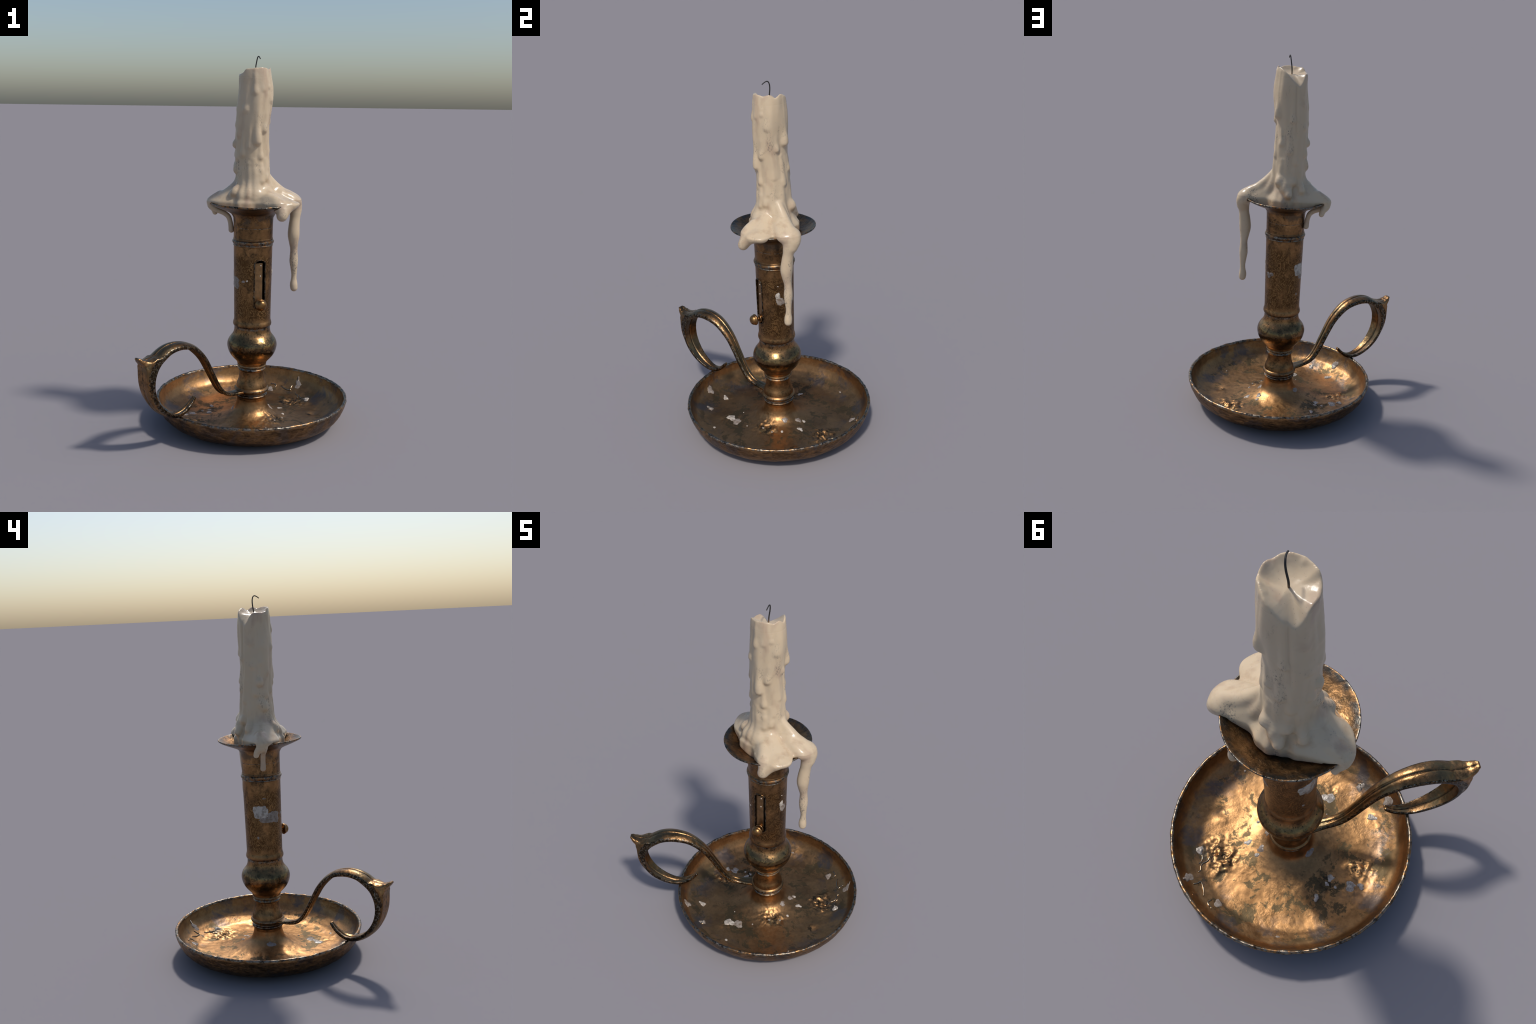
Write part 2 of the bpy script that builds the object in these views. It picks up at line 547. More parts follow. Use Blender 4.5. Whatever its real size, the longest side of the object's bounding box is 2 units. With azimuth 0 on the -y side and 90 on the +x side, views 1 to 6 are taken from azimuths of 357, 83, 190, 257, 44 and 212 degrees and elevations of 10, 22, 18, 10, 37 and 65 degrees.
# dents and crusted corrosion: (x, y, size, height)
CRUST = [(0.197, 0.203, 0.030, 0.006), (0.231, 0.254, 0.028, 0.007), (0.275, 0.167, 0.035, 0.006), (0.221, 0.209, 0.03, 0.008),
         (0.261, 0.188, 0.03, 0.008), (0.30, 0.215, 0.03, 0.006), (0.216, 0.285, 0.03, 0.006),
         (-0.31, -0.042, 0.035, 0.006), (-0.356, -0.073, 0.03, 0.006), (-0.238, 0.10, 0.05, 0.004), (0.105, -0.12, 0.04, 0.005),
         (0.16, -0.06, 0.03, 0.005), (-0.03, -0.33, 0.03, 0.004), (-0.35, 0.05, 0.04, 0.005)]
PITS = [(0.354, 0.022, 0.018, -0.006), (0.33, 0.06, 0.02, 0.004), (-0.227, 0.164, 0.02, -0.003)]


def build_pan():
    prof = np.vstack([smooth_profile(PAN_IN, 11)[:-1], smooth_profile([PAN_IN[-1]] + PAN_RIM, 4)[:-1],
                      smooth_profile([PAN_RIM[-1]] + PAN_OUT, 7)])
    n_in = (len(PAN_IN) - 1) * 11
    seg = 720
    th = np.linspace(0, 2 * np.pi, seg, endpoint=False)
    V = []
    rows = len(prof)
    for i, (r, z) in enumerate(prof):
        a, b = prof[max(i - 1, 0)], prof[min(i + 1, rows - 1)]
        t = b - a
        t /= max(np.linalg.norm(t), 1e-9)
        nr, nz = -t[1], t[0]
        inside = i < n_in
        for k in range(seg):
            x, y = r * math.cos(th[k]), r * math.sin(th[k])
            d = 0.0
            if r > 0.09:
                p = Vector((x, y, z))
                if inside:
                    w = min(1, (r - 0.09) / 0.05) * min(1, max(0, (0.512 - r) / 0.03))
                    d += 0.0022 * mnoise.noise(p * 11) * w
                    d += 0.0009 * mnoise.noise(p * 34 + Vector((5, 1, 2))) * w
                    for cx, cy, s, h in CRUST + PITS:
                        s *= 1.35
                        q = ((x - cx) ** 2 + (y - cy) ** 2) / (s * s)
                        if q < 5:
                            g = math.exp(-q)
                            d += g * h * 0.85 * (1.15 * mnoise.noise(p * 42) + 0.45 * mnoise.noise(p * 85) + 0.2) if s > 0.03 else g * h
                elif r > 0.37:
                    d += 0.0016 * mnoise.noise(p * 16) + 0.0014 * mnoise.noise(p * 40)
                    if z > 0.132:
                        d += 0.0016 * mnoise.noise(p * 38 + Vector((9, 9, 9))) + 0.0010 * mnoise.noise(p * 80)
            V.append((AX + x + nr * d * math.cos(th[k]), AY + y + nr * d * math.sin(th[k]), max(z + nz * d, 0.0)))
    idx = np.arange(rows * seg).reshape(rows, seg)
    nxt = np.roll(idx, -1, 1)
    Q = np.stack([idx[:-1], nxt[:-1], nxt[1:], idx[1:]], -1).reshape(-1, 4)[:, ::-1]
    me = mesh_from_quads("drip_pan", np.array(V), Q)
    bm = bmesh.new()
    bm.from_mesh(me)
    bmesh.ops.remove_doubles(bm, verts=[v for v in bm.verts if abs(v.co.x - AX) < 1e-4 and abs(v.co.y - AY) < 1e-4], dist=1e-3)
    bmesh.ops.recalc_face_normals(bm, faces=bm.faces)
    bm.to_mesh(me)
    bm.free()
    return link("drip_pan", me, STICK, M_PAN)


build_pan()

# ---- stem ----------------------------------------------------------------
STEM_LOWER = [(0.070, 0.118), (0.0800, 0.126), (0.0808, 0.134), (0.0815, 0.1405), (0.0880, 0.1465), (0.0882, 0.153),
              (0.0800, 0.1580), (0.0785, 0.1625), (0.0850, 0.1680), (0.0930, 0.1740), (0.0962, 0.1810), (0.0950, 0.1870),
              (0.0905, 0.1925), (0.0866, 0.1955), (0.0855, 0.2020), (0.0815, 0.218), (0.0757, 0.2335), (0.0712, 0.252), (0.0690, 0.271),
              (0.0688, 0.286), (0.0695, 0.2920), (0.0755, 0.2955), (0.0770, 0.3005), (0.0742, 0.3050), (0.0722, 0.3085),
              (0.0735, 0.3110), (0.0795, 0.3145), (0.0808, 0.3195), (0.0785, 0.3240), (0.0775, 0.3270), (0.0810, 0.3305), (0.0822, 0.338), (0.0885, 0.348),
              (0.1040, 0.364), (0.1195, 0.383), (0.1310, 0.405), (0.1370, 0.429), (0.1372, 0.447), (0.1315, 0.466),
              (0.1215, 0.482), (0.1110, 0.495), (0.1040, 0.507), (0.1003, 0.520), (0.0990, 0.533), (0.0990, 0.5445),
              (0.1002, 0.5475), (0.1045, 0.5530), (0.1062, 0.5610), (0.1048, 0.5710), (0.1018, 0.5810), (0.1005, 0.595)]
STEM_UPPER = [(0.1054, 0.983), (0.1054, 0.9935), (0.1062, 0.9955), (0.1085, 0.9985), (0.1072, 1.0025), (0.1065, 1.0045),
              (0.1090, 1.0080), (0.1122, 1.0135), (0.1138, 1.0190), (0.1122, 1.0245), (0.1078, 1.0290), (0.1070, 1.0310),
              (0.1085, 1.0345), (0.1065, 1.0390), (0.1060, 1.044), (0.1066, 1.0940), (0.1055, 1.0960), (0.1055, 1.0980),
              (0.1067, 1.1000), (0.1074, 1.125), (0.1085, 1.145), (0.1112, 1.154), (0.1185, 1.166), (0.1310, 1.1755),
              (0.1480, 1.1835), (0.1700, 1.1925), (0.1950, 1.2030), (0.2180, 1.2135), (0.2285, 1.2195)]
STEM_LIP = [(0.2305, 1.2230), (0.2300, 1.2268), (0.2265, 1.2280)]
STEM_MOUTH = [(0.2160, 1.2230), (0.1940, 1.2110), (0.1690, 1.2000), (0.1460, 1.1895), (0.1280, 1.1770), (0.1150, 1.160),
              (0.1055, 1.140), (0.1000, 1.11), (0.0985, 1.07), (0.0975, 0.98), (0.0950, 0.62), (0.0930, 0.60), (0.06, 0.59),
              (0.0, 0.59)]


def lathe(name, prof, seg, tilt=False):
    th = np.linspace(0, 2 * np.pi, seg, endpoint=False)
    rows = len(prof)
    V = np.zeros((rows, seg, 3))
    V[..., 0] = AX + prof[:, :1] * np.cos(th)
    V[..., 1] = AY + prof[:, :1] * np.sin(th)
    V[..., 2] = prof[:, 1:]
    if tilt:
        w = np.clip((prof[:, :1] - 0.115) / 0.115, 0, 1) * (prof[:, 1:] > 1.1)
        V[..., 2] += w * (0.0025 * np.cos(th) + 0.0022 * np.sin(2 * th + 0.8) + 0.0012 * np.sin(5 * th))
    idx = np.arange(rows * seg).reshape(rows, seg)
    nxt = np.roll(idx, -1, 1)
    Q = np.stack([idx[:-1], nxt[:-1], nxt[1:], idx[1:]], -1).reshape(-1, 4)
    me = mesh_from_quads(name, V.reshape(-1, 3), Q)
    bm = bmesh.new()
    bm.from_mesh(me)
    bmesh.ops.remove_doubles(bm, verts=[v for v in bm.verts if math.hypot(v.co.x - AX, v.co.y - AY) < 1e-5], dist=1e-4)
    bmesh.ops.recalc_face_normals(bm, faces=bm.faces)
    bm.to_mesh(me)
    bm.free()
    return me


SLOT_TH = math.radians(-70)
SLOT_HW, SLOT_LO, SLOT_HI = 0.0305, 0.662, 0.928


def slot_frame():
    u = Vector((math.cos(SLOT_TH), math.sin(SLOT_TH), 0))      # outward
    t = Vector((-u.y, u.x, 0))
    return u, t


def slot_outline(grow=0.0, n=14):
    hw = SLOT_HW + grow
    hi, lo = SLOT_HI + grow, SLOT_LO - grow
    pts = []
    for k in range(n + 1):
        a = math.pi * k / n
        pts.append((hw * math.cos(a), hi - hw * 0.8 + hw * 0.8 * math.sin(a)))
    for k in range(n + 1):
        a = math.pi + math.pi * k / n
        pts.append((hw * math.cos(a), lo + hw * 0.6 + hw * 0.6 * math.sin(a)))
    return pts


def build_stem():
    low = [np.array(STEM_LOWER[0])[None]]
    prof = np.vstack([smooth_profile(STEM_LOWER, 4)[:-1],
                      smooth_profile([STEM_LOWER[-1], (0.1028, 0.79), STEM_UPPER[0]], 14)[:-1],
                      smooth_profile(STEM_UPPER, 4)[:-1],
                      smooth_profile([STEM_UPPER[-1]] + STEM_LIP + STEM_MOUTH, 4)])
    me = lathe("stem", prof, 224, tilt=True)
    ob = link("stem", me, STICK, M_STEM)
    # cut the slot through the tube wall
    u, t = slot_frame()
    c = Vector((AX, AY, 0))
    out = slot_outline()
    n = len(out)
    V = [c + u * d + t * a + Vector((0, 0, z)) for d in (0.06, 0.13) for a, z in out]
    F = [list(range(n))[::-1], list(range(n, 2 * n))] + [[i, (i + 1) % n, n + (i + 1) % n, n + i] for i in range(n)]
    cut = link("slot_cutter", mesh_from("slot_cutter", V, F), None, M_STEM, smooth=False)
    mod = ob.modifiers.new("slot", "BOOLEAN")
    mod.object = cut
    mod.solver = "EXACT"
    bpy.context.view_layer.update()
    dg = bpy.context.evaluated_depsgraph_get()
    new = bpy.data.meshes.new_from_object(ob.evaluated_get(dg))
    ob.modifiers.clear()
    ob.data = new
    new.name = "stem"
    new.polygons.foreach_set("use_smooth", [True] * len(new.polygons))
    new.set_sharp_from_angle(angle=math.radians(50))
    bpy.data.objects.remove(cut)
    return ob


STEM = build_stem()


def tube_along(name, pts, radii, parent, mat, seg=10, closed_path=False):
    """round tube through 3D points, capped with small domes"""
    P = [Vector(p) for p in pts]
    V, F = [], []
    up = Vector((0.3, 0.2, 1)).normalized()
    N = len(P)
    for i, p in enumerate(P):
        a = P[(i - 1) % N] if (closed_path or i) else P[i]
        b = P[(i + 1) % N] if (closed_path or i < N - 1) else P[i]
        d = (b - a).normalized()
        s = d.cross(up)
        if s.length < 1e-3:
            s = d.cross(Vector((1, 0, 0)))
        s.normalize()
        w = s.cross(d).normalized()
        up = w
        r = radii[i] if isinstance(radii, (list, tuple, np.ndarray)) else radii
        for k in range(seg):
            a_ = 2 * math.pi * k / seg
            V.append(p + s * (r * math.cos(a_)) + w * (r * math.sin(a_)))
    last = N if closed_path else N - 1
    for i in range(last):
        j = (i + 1) % N
        for k in range(seg):
            l = (k + 1) % seg
            F.append((i * seg + k, i * seg + l, j * seg + l, j * seg + k))
    if not closed_path:
        F.append(tuple(range(seg))[::-1])
        F.append(tuple((N - 1) * seg + k for k in range(seg)))
    me = mesh_from(name, V, F)
    bm = bmesh.new()
    bm.from_mesh(me)
    bmesh.ops.recalc_face_normals(bm, faces=bm.faces)
    bm.to_mesh(me)
    bm.free()
    return link(name, me, parent, mat)


def build_slide():
    u, t = slot_frame()
    c = Vector((AX, AY, 0))
    # thin raised lip around the slot, following the tube
    pts = []
    for a, z in slot_outline(0.0008, 18):
        R = 0.1003 + (z - 0.5935) * 0.0131 + 0.0004
        pts.append(c + u * math.sqrt(R * R - a * a) + t * a + Vector((0, 0, z)))
    tube_along("slot_lip", pts, 0.0036, STEM, M_HANDLE_RIM, 10, True)
    # sliding plate seen through the slot
    V, F = [], []
    nz, na = 2, 12
    for layer, R in enumerate((0.0965, 0.0900)):
        for z in (0.640, 0.9105):
            for k in range(na + 1):
                a = -0.0265 + 0.0445 * k / na
                V.append(c + u * math.sqrt(R * R - a * a) + t * a + Vector((0, 0, z)))
    m = na + 1
    for layer in (0, 1):
        for k in range(na):
            o = layer * 2 * m
            F.append((o + k, o + k + 1, o + m + k + 1, o + m + k))
    for k in range(na):
        F.append((k, k + 1, 2 * m + k + 1, 2 * m + k))
        F.append((m + k, m + k + 1, 3 * m + k + 1, 3 * m + k))
    for k in (0, na):
        F.append((k, m + k, 3 * m + k, 2 * m + k))
    me = mesh_from("slide_plate", V, F)
    bm = bmesh.new()
    bm.from_mesh(me)
    bmesh.ops.recalc_face_normals(bm, faces=bm.faces)
    bm.to_mesh(me)
    bm.free()
    ob = link("slide_plate", me, STEM, M_SLIDE, smooth=False)
    bv = ob.modifiers.new("soft_edge", "BEVEL")
    bv.width = 0.0012
    bv.segments = 2
    # two rivets on the plate
    for a, z in ((0.006, 0.897), (0.004, 0.840)):
        bm = bmesh.new()
        bmesh.ops.create_uvsphere(bm, u_segments=14, v_segments=8, radius=0.0042)
        me = bpy.data.meshes.new("rivet")
        bm.to_mesh(me)
        bm.free()
        r = link("rivet", me, STEM, M_SPLASH)
        r.location = c + u * 0.0962 + t * a + Vector((0, 0, z))
    # mushroom knob: foot disc, neck, domed head turned about the outward axis
    prof = [(0.0, 0.086), (0.019, 0.086), (0.0235, 0.0975), (0.0235, 0.1045), (0.0200, 0.1075), (0.0125, 0.1095), (0.0105, 0.114),
            (0.0130, 0.1195), (0.0240, 0.1225), (0.0300, 0.1260), (0.0318, 0.1310), (0.0300, 0.1350), (0.0285, 0.1365),
            (0.0270, 0.1440), (0.0215, 0.1525), (0.0125, 0.1580), (0.0, 0.1602)]
    prof = smooth_profile(prof, 3)
    seg = 40
    kz = 0.688
    kt = math.radians(-71.5)
    ku = Vector((math.cos(kt), math.sin(kt), 0))
    ktv = Vector((-ku.y, ku.x, 0))
    V = [c + ku * d + ktv * (max(r, 0) * math.cos(2 * math.pi * k / seg))
         + Vector((0, 0, kz + max(r, 0) * math.sin(2 * math.pi * k / seg))) for r, d in prof for k in range(seg)]
    F = [(i * seg + k, i * seg + (k + 1) % seg, (i + 1) * seg + (k + 1) % seg, (i + 1) * seg + k)
         for i in range(len(prof) - 1) for k in range(seg)]
    me = mesh_from("slide_knob", V, F)
    bm = bmesh.new()
    bm.from_mesh(me)
    bmesh.ops.remove_doubles(bm, verts=bm.verts, dist=1e-5)
    bmesh.ops.recalc_face_normals(bm, faces=bm.faces)
    bm.to_mesh(me)
    bm.free()
    link("slide_knob", me, STICK, M_KNOB)


build_slide()

# ---- handle --------------------------------------------------------------
H_ANG = math.radians(222)
# (distance from axis, height, half width, half thickness, lobe depth)
HANDLE = [(0.070, 0.180, 0.034, 0.0065, 0.0), (0.100, 0.1815, 0.030, 0.0065, 0.1), (0.150, 0.186, 0.025, 0.0075, 0.5),
          (0.200, 0.200, 0.025, 0.0085, 1), (0.235, 0.227, 0.026, 0.0090, 1), (0.264, 0.268, 0.027, 0.0090, 1),
          (0.302, 0.337, 0.029, 0.0090, 1), (0.350, 0.421, 0.032, 0.0095, 1), (0.398, 0.477, 0.036, 0.0100, 1),
          (0.448, 0.515, 0.040, 0.0105, 1), (0.500, 0.534, 0.044, 0.0110, 1), (0.557, 0.541, 0.047, 0.0115, 1),
          (0.612, 0.532, 0.048, 0.0120, 1), (0.662, 0.505, 0.048, 0.0125, 0.9), (0.702, 0.463, 0.047, 0.0125, 0.8),
          (0.726, 0.410, 0.047, 0.0125, 0.8), (0.732, 0.355, 0.047, 0.0125, 0.9), (0.721, 0.303, 0.045, 0.0120, 1),
          (0.694, 0.253, 0.042, 0.0115, 1), (0.655, 0.211, 0.038, 0.0110, 1), (0.605, 0.178, 0.033, 0.0105, 1),
          (0.552, 0.160, 0.028, 0.0100, 1), (0.507, 0.163, 0.023, 0.0095, 0.9), (0.470, 0.180, 0.0195, 0.0090, 0.8),
          (0.440, 0.205, 0.016, 0.0080, 0.6), (0.422, 0.227, 0.0125, 0.0070, 0.4)]
HORN = [(0.640, 0.509, 0.044, 0.010, 0.6), (0.680, 0.494, 0.046, 0.013, 0.6), (0.714, 0.486, 0.044, 0.015, 0.7),
        (0.738, 0.487, 0.038, 0.013, 0.9), (0.758, 0.494, 0.031, 0.0100, 0.8), (0.773, 0.503, 0.0255, 0.0080, 0.5),
        (0.779, 0.507, 0.0220, 0.0070, 0.1),
        (0.785, 0.5105, 0.0165, 0.0060, 0.0)]
# swelling of the back of the loop that grows up into the thumb tip
BACK = [(0.705, 0.262, 0.026, 0.003, 0.0), (0.728, 0.310, 0.036, 0.006, 0.0), (0.741, 0.365, 0.041, 0.008, 0.0),
        (0.742, 0.412, 0.042, 0.011, 0.0), (0.738, 0.448, 0.041, 0.016, 0.0), (0.742, 0.474, 0.036, 0.018, 0.0), (0.756, 0.492, 0.028, 0.010, 0.0)]
FILL = [(0.690, 0.486, 0.043, 0.016, 0.0), (0.722, 0.462, 0.043, 0.018, 0.0), (0.732, 0.425, 0.043, 0.014, 0.0)]


def strip_field(S, Zc, W, path, groove=0.0040, crease=0.0034, want=False):
    """distance-like field of a leaf-shaped metal strip following a planar path"""
    c = smooth_profile(path, 10)
    best = np.full(S.shape, 9.0)
    par = [np.zeros(S.shape) for _ in range(4)]
    for a, b in zip(c[:-1], c[1:]):
        d = b[:2] - a[:2]
        L = max(d @ d, 1e-12)
        t = np.clip(((S - a[0]) * d[0] + (Zc - a[1]) * d[1]) / L, 0, 1)
        ex, ez = S - a[0] - d[0] * t, Zc - a[1] - d[1] * t
        q = ex * ex + ez * ez
        m = q < best
        best = np.where(m, q, best)
        sg = np.where(d[0] * ez - d[1] * ex >= 0, 1, -1)
        vals = [np.sqrt(q) * sg] + [a[i] + (b[i] - a[i]) * t for i in (2, 3, 4)]
        for i in range(4):
            par[i] = np.where(m, vals[i], par[i])
    n, hw, ht, lobe = [p[:, :, None] for p in par]
    hw, ht = hw * 1.05, ht * 1.14
    w = np.abs(W)[None, None, :]
    x = np.clip(w / np.maximum(hw, 1e-4), 0, 1.6)
    # cross-section: two rounded lobes with a fine groove between; the edges curl a little
    bend = -0.0125 * lobe * x ** 2 * (hw / 0.045)
    thick = ht * (0.80 + 0.20 * np.sin(np.clip(x * 1.08, 0, 1) * math.pi) * lobe + 0.20 * (1 - lobe))
    gr = groove * lobe * np.exp(-(w / crease) ** 2)
    dn = np.abs(n - bend) - thick + gr
    dw = w - hw
    k = 0.006
    if want:
        return smax(dn, dw, k), hw[:, :, 0], np.sqrt(best), lobe[:, :, 0]
    return smax(dn, dw, k)


def build_handle():
    h = 0.0024
    s = np.arange(0.055, 0.815, h)
    z = np.arange(0.135, 0.575, h)
    w = np.arange(-0.060, 0.0601, h)
    S, Zc = np.meshgrid(s, z, indexing="ij")
    F, HW, DS, LB = strip_field(S, Zc, w, HANDLE, want=True)
    F = smin(F, strip_field(S, Zc, w, BACK, 0.0), 0.006)
    F = smin(F, strip_field(S, Zc, w, FILL, 0.0), 0.004)
    F = smin(F, strip_field(S, Zc, w, HORN, 0.0040), 0.005)
    V, Q = surface_nets(F.astype(np.float32), (s[0], z[0], w[0]), h)
    ca, sa = math.cos(H_ANG), math.sin(H_ANG)
    X = np.stack([AX + V[:, 0] * ca - V[:, 2] * sa, AY + V[:, 0] * sa + V[:, 2] * ca, V[:, 1]], 1)
    # worn rims and the dirt-filled centre line are faces of their own materials
    m = V[Q].mean(1)
    i, j = ((m[:, 0] - s[0]) / h).astype(int), ((m[:, 1] - z[0]) / h).astype(int)
    hw, lobe, aw = HW[i, j], LB[i, j], np.abs(m[:, 2])
    ragged = 0.0022 * wobble((m[:, 0], m[:, 1], m[:, 2]), 170, 5)
    kind = np.zeros(len(Q), np.int32)
    kind[(aw > hw - 0.0068 + ragged) & (lobe > 0.3) & (DS[i, j] < 0.020 + ragged)] = 1
    kind[(aw < 0.0022 + 0.5 * ragged) & (lobe > 0.6)] = 2
    me = mesh_from_quads("handle", X, Q)
    me.polygons.foreach_set("material_index", kind)
    bm = bmesh.new()
    bm.from_mesh(me)
    for _ in range(2):
        bmesh.ops.smooth_vert(bm, verts=bm.verts, factor=0.4, use_axis_x=True, use_axis_y=True, use_axis_z=True)
    bmesh.ops.recalc_face_normals(bm, faces=bm.faces)
    bm.to_mesh(me)
    bm.free()
    return link("handle", me, STICK, [M_HANDLE, M_HANDLE_RIM, M_HANDLE_LINE])


build_handle()


# ---- candle wax ----------------------------------------------------------
FOOT = [(-180, .245), (-170, .222), (-160, .190), (-150, .163), (-138, .147), (-125, .143), (-110, .134), (-98, .128), (-86, .127),
        (-76, .138), (-68, .172), (-60, .200), (-52, .222), (-44, .246), (-35, .264), (-27, .264), (-20, .259), (-14, .240), (-9, .212), (-5, .214),
        (0, .238), (5, .253), (12, .260), (22, .257), (29, .224), (37, .170), (46, .142), (60, .140), (75, .142), (90, .137), (105, .130),
        (118, .133), (134, .148), (146, .178), (158, .222), (168, .250), (176, .254)]
RIMTOP = [(-180, 1.905), (-163, 1.904), (-140, 1.911), (-128, 1.931), (-104, 1.935), (-87, 1.937), (-69, 1.941), (-40, 1.936),
          (-27, 1.931), (-8, 1.942), (4, 1.930), (14, 1.919), (24, 1.927), (38, 1.943), (50, 1.938), (60, 1.931), (81, 1.909),
          (103, 1.878), (118, 1.858), (130, 1.849), (140, 1.863), (150, 1.888), (163, 1.905)]


def ring_table(tab, sig=3.0):
    a = np.array(tab, float)
    g = np.arange(-180, 180, 1.0)
    v = np.interp(g, np.concatenate([a[:, 0] - 360, a[:, 0], a[:, 0] + 360]), np.tile(a[:, 1], 3))
    k = np.exp(-0.5 * (np.arange(-12, 13) / sig) ** 2)
    k /= k.sum()
    v = np.convolve(np.concatenate([v[-12:], v, v[:12]]), k, "valid")
    return lambda d: np.interp(d, np.append(g, 180), np.append(v, v[0]))


foot_of, top_of = ring_table(FOOT, 2.5), ring_table(RIMTOP, 2.2)


def shaft_centre(z):
    zz = [1.15, 1.40, 1.50, 1.55, 1.62, 1.70, 1.80, 1.95]
    return (np.interp(z, zz, [-.006, -.009, -.011, -.011, -.009, -.003, .000, .001]),
            np.interp(z, zz, [.010, .010, .009, .008, .004, .002, .000, .000]))


def mouth_z(r):
    m = [(0.0, 1.10)] + [(a, b) for a, b in reversed(STEM_MOUTH[:8])] + [(0.228, 1.226), (0.233, 1.222), (0.240, 1.209), (0.30, 1.205)]
    return np.interp(r, [p[0] for p in m], [p[1] for p in m])


# runs of wax frozen on the shaft: angle, top, bottom, radius, bead radius, stand-out of the bead
RUNS = [(-90, 1.925, 1.812, .010, .017, .006), (-124, 1.80, 1.722, .009, .019, .006), (-75, 1.86, 1.560, .010, .023, .014),
        (-61, 1.920, 1.825, .010, .014, .002), (-46, 1.740, 1.618, .009, .017, .005), (47, 1.915, 1.690, .012, .023, .013),
        (13, 1.760, 1.655, .009, .014, .003), (-18, 1.915, 1.772, .011, .019, .006), (-36, 1.88, 1.84, .008, .011, .001),
        (180, 1.620, 1.537, .010, .019, .012), (154, 1.700, 1.625, .011, .016, .003), (-176, 1.70, 1.640, .009, .014, .003),
        (-165, 1.510, 1.405, .013, .024, .009), (-178, 1.50, 1.425, .012, .020, .005), (90, 1.490, 1.300, .014, .026, .014),
        (68, 1.45, 1.335, .012, .024, .018), (28, 1.480, 1.280, .012, .022, .016), (-8, 1.50, 1.32, .012, .015, .004),
        (-38, 1.46, 1.365, .010, .016, .006), (-86, 1.46, 1.262, .010, .016, .012), (-105, 1.440, 1.275, .010, .020, .016), (-73, 1.38, 1.268, .009, .014, .010),
        (-58, 1.43, 1.35, .009, .012, .003), (-143, 1.40, 1.285, .012, .022, .034), (-122, 1.41, 1.270, .012, .018, .024),
        (114, 1.42, 1.335, .010, .016, .010), (140, 1.43, 1.29, .010, .018, .020), (101, 1.37, 1.27, .012, .02, .022),
        (128, 1.80, 1.60, .006, .006, -.003), (170, 1.86, 1.72, .007, .009, -.002), (75, 1.86, 1.79, .010, .010, -.003),
        (96, 1.62, 1.50, .010, .014, .001), (-150, 1.87, 1.78, .008, .009, -.002),
        (-5, 1.640, 1.505, .010, .013, .000), (-60, 1.580, 1.475, .010, .015, .002), (-100, 1.640, 1.530, .009, .014, .002),
        (33, 1.620, 1.470, .012, .016, .002), (64, 1.640, 1.540, .010, .015, .003), (-27, 1.550, 1.420, .009, .013, .001),
        (150, 1.855, 1.745, .010, .014, .002), (108, 1.760, 1.665, .010, .015, .002), (-170, 1.820, 1.725, .010, .014, .003),
        (165, 1.590, 1.480, .012, .017, .004), (-155, 1.550, 1.470, .010, .015, .003),
        (-128, 1.600, 1.490, .010, .015, .002), (120, 1.560, 1.440, .010, .015, .003), (-150, 1.690, 1.590, .009, .015, .004)]


def soft_curve(xs, ys, sigma):
    """piecewise-linear profile rounded by a Gaussian"""
    g = np.arange(xs[0] - 0.1, xs[-1] + 0.1, 0.001)
    v = np.interp(g, xs, ys)
    k = np.exp(-0.5 * (np.arange(-60, 61) / (sigma * 1000)) ** 2)
    k /= k.sum()
    v = np.convolve(np.concatenate([np.full(60, v[0]), v, np.full(60, v[-1])]), k, "valid")
    return lambda q: np.interp(q, g, v)


SHAFT_R = soft_curve([1.15, 1.40, 1.60, 1.75, 1.88, 1.92, 1.96], [0.090, 0.0880, 0.0880, 0.0880, 0.0870, 0.0835, 0.076], 0.014)
SKIRT_G = soft_curve(list(np.linspace(-0.5, 1.5, 201)), [min(max(q, 0), 1) ** 1.65 for q in np.linspace(-0.5, 1.5, 201)], 0.05)
SKIRT_TOP = [(-180, 1.405), (-150, 1.385), (-120, 1.365), (-90, 1.355), (-60, 1.340), (-35, 1.345), (-14, 1.335), (-6, 1.335), (2, 1.375), (12, 1.39),
             (28, 1.385), (40, 1.37), (60, 1.375), (100, 1.385), (150, 1.40)]
skirt_top = ring_table(SKIRT_TOP, 4)


